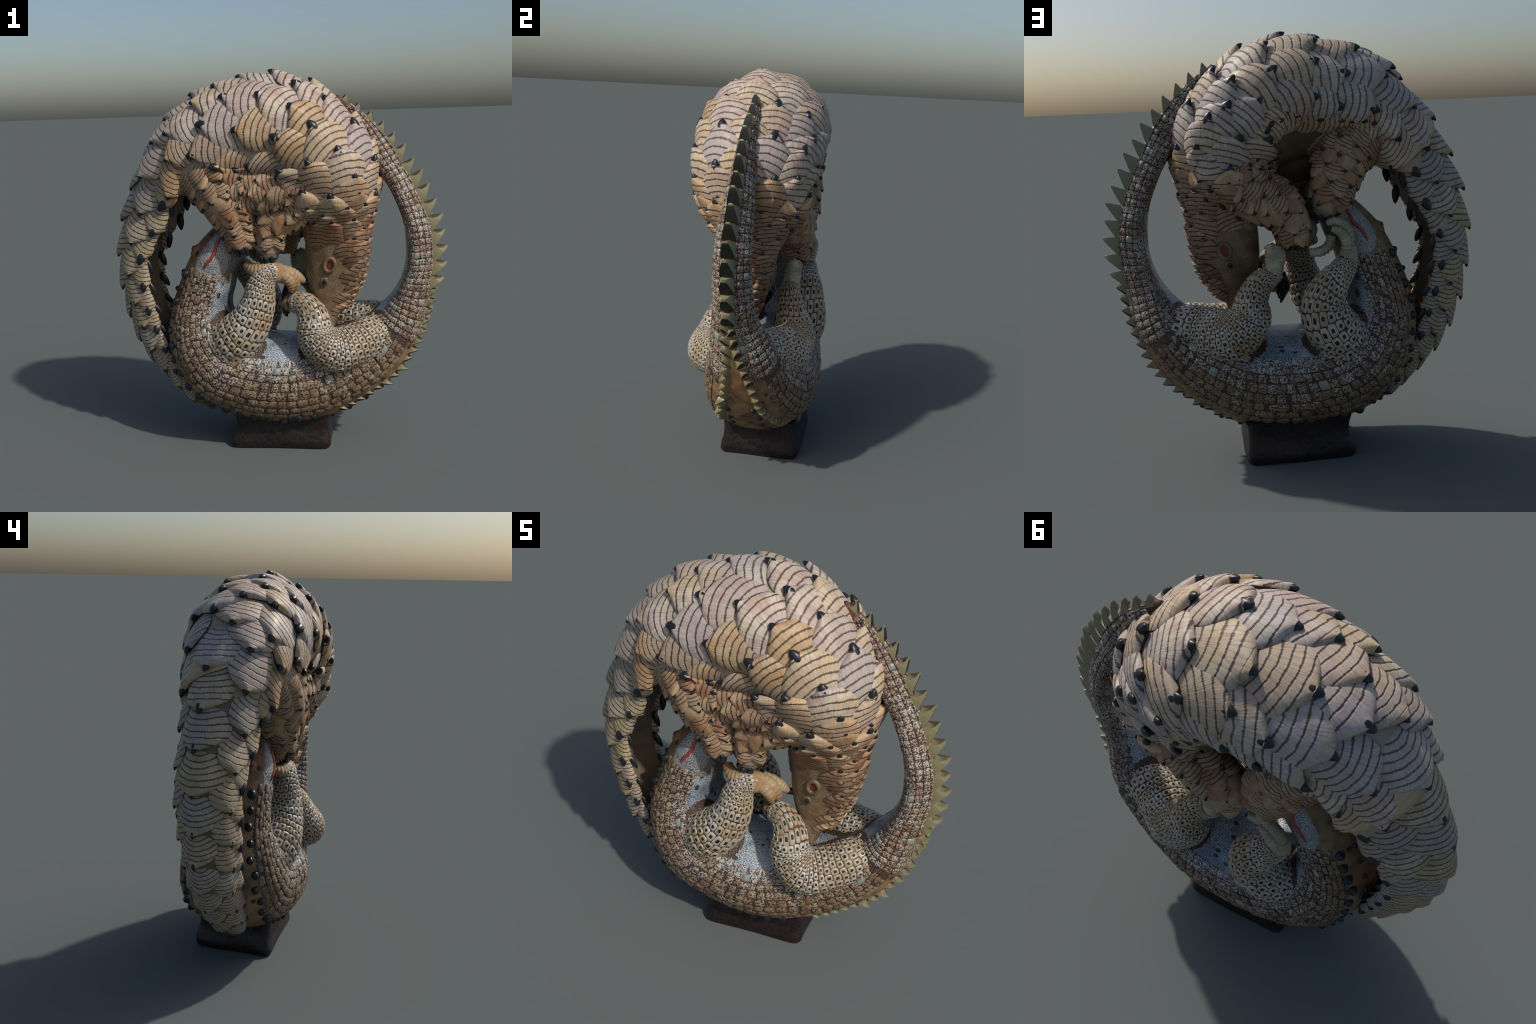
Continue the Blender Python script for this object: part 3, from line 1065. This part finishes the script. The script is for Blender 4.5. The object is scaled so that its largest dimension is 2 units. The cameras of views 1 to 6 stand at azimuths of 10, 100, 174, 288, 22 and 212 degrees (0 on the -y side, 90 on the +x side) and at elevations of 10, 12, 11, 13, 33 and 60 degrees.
def add_details(pt, ct, parts, M):
    head = parts["pangolin_head"]
    for ear, eye in ((Vector((.300, -.17, .995)), Vector((.268, -.15, .905))), (Vector((.335, .17, .998)), Vector((.312, .15, .925)))):
        p, n, *_ = on_skin(pt, ear)
        a = axes(n, Vector((-.25, 0, -1)))
        ob = link("ear", ring_mesh("ear", .037, .026, .011), M["pang_face"], head)
        ob.matrix_world = Matrix.Translation(p + n * .003) @ a
        ball("ear_hollow", p + n * .001, (.036, .025, .005), M, "ear_red", head, a)
        p, n, *_ = on_skin(pt, eye)
        a = axes(n, Vector((-.25, 0, -1)))
        ob = link("eyelid", ring_mesh("eyelid", .018, .015, .007), M["pang_face"], head)
        ob.matrix_world = Matrix.Translation(p + n * .002) @ a
        ball("eye", p + n * .003, (.019, .015, .011), M, "thorn", head, a)
    ch = parts["crocodile_head"]
    for pts in (((-.350, -.2, .995), (-.335, -.2, 1.02), (-.305, -.2, 1.05), (-.283, -.2, 1.09), (-.275, -.2, 1.13), (-.262, -.18, 1.17)),
                ((-.335, .2, 1.03), (-.318, .2, 1.065), (-.290, .2, 1.10), (-.262, .2, 1.125), (-.246, .2, 1.17), (-.235, .18, 1.20))):
        q = [on_skin(ct, Vector(p))[0] for p in pts]
        me = tube_mesh("mouth_line", q, (.005, .008, .009, .009, .008, .005), 8)
        link("mouth_line", me, M["red"], ch)
    for s in (-1, 1):
        p, n, *_ = on_skin(ct, Vector((-.42, .10 * s, 1.09)))
        ball("eye", p + n * .012, (.016, .014, .012), M, "ear_red", ch, axes(n, Vector((.4, 0, 1))))
        ball("brow", p + Vector((.0, 0, -.004)), (.040, .030, .018), M, "back", ch, axes(n, Vector((.4, 0, 1))))
    # crocodile fingers clutching the other animal
    hand = parts["rear_fore"]
    for pts, rad in ((((-.235, .215, 1.00), (-.238, .222, 1.06), (-.215, .225, 1.11), (-.175, .222, 1.132), (-.135, .215, 1.125)), (.026, .026, .024, .021, .013)),
                     (((-.225, .235, .99), (-.218, .245, 1.045), (-.190, .245, 1.085), (-.155, .235, 1.10)), (.024, .024, .021, .015)),
                     (((-.165, .17, 1.06), (-.15, .165, 1.01), (-.11, .165, .985), (-.06, .17, .985)), (.022, .024, .024, .018))):
        link("finger", tube_mesh("finger", pts, rad, 12, .10), M["hand_grey"], hand)
    hand = parts["front_fore"]
    for pts, rad in ((((.03, -.150, .972), (.075, -.152, .950), (.100, -.138, .905), (.098, -.120, .862)), (.030, .031, .026, .014)),
                     (((.04, -.125, .980), (.092, -.120, .955), (.120, -.105, .905), (.118, -.090, .865)), (.030, .032, .026, .014)),
                     (((.04, -.095, .975), (.095, -.085, .955), (.135, -.070, .925), (.160, -.060, .905)), (.028, .030, .026, .016)),
                     (((-.13, -.12, 1.00), (-.09, -.155, .985), (-.04, -.165, .990), (.0, -.15, 1.0)), (.026, .032, .034, .028))):
        link("finger", tube_mesh("finger", pts, rad, 12, .05), M["hand"], hand)
    foot = parts["rear_hind"]
    link("toe", tube_mesh("toe", ((.115, .18, .95), (.118, .185, 1.0), (.135, .182, 1.035)), (.038, .036, .022), 12, .05), M["hand_grey"], foot)
    link("toe", tube_mesh("toe", ((.095, .185, .95), (.09, .195, 1.0), (.085, .195, 1.03)), (.036, .034, .022), 12, .05), M["hand_grey"], foot)
    # dark hooked claws
    for par, pts, rad in (("front_fore", ((.15, -.052, .898), (.178, -.045, .893), (.192, -.04, .865)), (.019, .015, .003)),
                          ("rear_hind", ((.075, .06, .86), (.055, .03, .80), (.058, .01, .75), (.068, 0, .712)), (.034, .032, .016, .004)),
                          ("front_hind", ((.07, -.08, .78), (.062, -.075, .74), (.068, -.07, .715)), (.022, .017, .004))):
        link("claw", tube_mesh("claw", pts, rad, 10), M["thorn"], parts[par])
    for par, seats in (("pang_front_hind", ((-.135, -.235, 1.10), (-.165, -.215, 1.085), (-.105, -.215, 1.09))),
                       ("pang_rear_hind", ((-.06, .20, 1.17), (-.105, .225, 1.135), (-.14, .215, 1.13))),
                       ("pang_front_fore", ((.03, -.19, 1.015), (-.012, -.20, 1.01), (-.052, -.19, 1.02))),
                       ("pang_rear_fore", ((.04, .22, 1.01), (.0, .22, 1.0)))):
        for c in seats:
            p, n, *_ = on_skin(pt, Vector(c))
            ball("claw", p + n * .002 + Vector((0, 0, -.006)), (.030, .013, .012), M, "thorn", parts[par], axes(n, Vector((.4, 0, -1))))


def build_plinth(M, root):
    corners = [(-.238, -.158), (.285, -.125), (.273, .276), (-.232, .263)]
    profile = [(0.0, 1.0), (.012, 1.03), (.045, 1.025), (.085, .98), (.125, .955), (.165, .965), (.200, 1.0), (.215, .93)]
    mid = Vector((.022, .064, 0))
    per = 14
    bm = bmesh.new()
    rings = []
    for z, k in profile:
        ring = []
        for i in range(4):
            a, b, c = (Vector((*corners[(i + s) % 4], 0)) for s in (-1, 0, 1))
            p0, p1 = b.lerp(a, .09), b.lerp(c, .09)
            for j in range(5):
                f = j / 4
                q = p0.lerp(b, f).lerp(b.lerp(p1, f), f)
                ring.append(q)
            for j in range(1, per):
                ring.append(p1.lerp(c.lerp(b, .09), j / per))
        wob = [1 + .012 * math.sin(5 * i / len(ring) * 6.283 + z * 40) for i in range(len(ring))]
        rings.append([bm.verts.new(mid + (q - mid) * k * w + Vector((0.012 * z / .2, .004, z))) for q, w in zip(ring, wob)])
    for a, b in zip(rings, rings[1:]):
        for j in range(len(a)):
            bm.faces.new((a[j], a[(j + 1) % len(a)], b[(j + 1) % len(a)], b[j]))
    bm.faces.new(rings[0][::-1])
    bm.faces.new(rings[-1])
    me = bpy.data.meshes.new("plinth")
    bm.to_mesh(me)
    bm.free()
    link("plinth", me, M["plinth"], root, angle=50)


def main():
    pang, croc = build_skins()
    M = build_materials()
    root = bpy.data.objects.new("carved_animal_ring", None)
    bpy.context.scene.collection.objects.link(root)
    root["label"] = "painted wood carving of a pangolin and crocodile forming a ring"
    root["category"] = "animal sculpture"
    pt, ct = tree_of(pang), tree_of(croc)

    def pang_name(key, t, c):
        if key == "body":
            if t < 7.1:
                return ("pangolin_head", "pangolin_head")
            o = catmull(PANGOLIN_BODY.P, t)
            mid = Vector(((o[0] + o[2]) / 2, 0, (o[1] + o[3]) / 2))
            ax = Vector((o[0] - o[2], 0, o[1] - o[3])) / 2
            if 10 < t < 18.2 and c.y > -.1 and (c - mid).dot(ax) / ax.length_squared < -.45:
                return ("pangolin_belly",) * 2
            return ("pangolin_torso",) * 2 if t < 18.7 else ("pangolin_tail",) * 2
        if key == "rear_belly":
            return ("pangolin_belly",) * 2
        if key == "front_flank":
            return ("pangolin_torso",) * 2
        if key == "paw_clasp":
            return ("pangolin_foot", "foot_clasp")
        end = t > PANGOLIN_LIMBS[key].n - (1.15 if key == "rear_hind" else .7)
        kind = "hindleg" if "hind" in key else "foreleg"
        if end:
            return ("pangolin_foot", "foot_" + key)
        return ("pangolin_" + kind, key)

    def croc_name(key, t, c):
        if key == "body":
            # angle round the section decides back, flank, belly
            o = catmull(CROCODILE_BODY.P, t)
            mid = Vector(((o[0] + o[2]) / 2, (o[5] + o[6]) / 2, (o[1] + o[3]) / 2))
            ax = Vector((o[0] - o[2], 0, o[1] - o[3])) / 2
            k = (c - mid).dot(ax) / ax.length_squared
            if t < 3.3:
                return ("crocodile_head",) * 2 if k < .45 else ("crocodile_crown",) * 2
            if k < -.42 and t < 20:
                return ("crocodile_belly",) * 2
            if k > .60 and t < 17.2:
                return ("crocodile_back",) * 2
            return ("crocodile_torso",) * 2 if t < 15.2 else ("crocodile_tail",) * 2
        if key.startswith("jaw"):
            return ("crocodile_jaw", key)
        if t < (1.75 if "fore" in key else 2.3):
            return ("crocodile_torso",) * 2
        last = {"front_fore": 5.7, "front_hind": 7.0, "rear_fore": 5.6, "rear_hind": 7.1}[key]
        if t > last:
            return ("crocodile_hand" if "front" in key else "crocodile_paw", "hand_" + key)
        return ("crocodile_hindleg" if "hind" in key else "crocodile_foreleg", key)

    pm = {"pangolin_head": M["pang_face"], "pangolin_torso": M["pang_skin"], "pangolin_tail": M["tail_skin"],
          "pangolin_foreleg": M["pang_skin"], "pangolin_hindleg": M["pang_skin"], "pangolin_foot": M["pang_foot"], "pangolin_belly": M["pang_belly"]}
    cm = {"crocodile_head": M["croc_head"], "crocodile_torso": M["flank"], "crocodile_tail": M["groove"], "crocodile_belly": M["belly"],
          "crocodile_back": M["back"], "crocodile_foreleg": M["groove"], "crocodile_hindleg": M["groove"], "crocodile_hand": M["hand"], "crocodile_paw": M["hand_grey"],
          "crocodile_jaw": M["jaw"], "crocodile_crown": M["back"]}
    pp = split_skin(pang, {"body": PANGOLIN_BODY, **PANGOLIN_LIMBS}, pang_name, pm, root)
    cp = split_skin(croc, {"body": CROCODILE_BODY, **CROCODILE_LIMBS}, croc_name, cm, root)
    pparts = {k[1]: v for k, v in pp.items()}
    cparts = {k[1]: v for k, v in cp.items()}
    bpy.context.view_layer.update()
    dress_pangolin(pt, pparts, M)
    dress_crocodile(ct, cparts, M)
    parts = dict(cparts)
    for k, v in pparts.items():
        parts[k if k.startswith("pangolin") else "pang_" + k] = v
    add_details(pt, ct, parts, M)
    build_plinth(M, root)
    for me in (pang, croc):
        bpy.data.meshes.remove(me)


main()
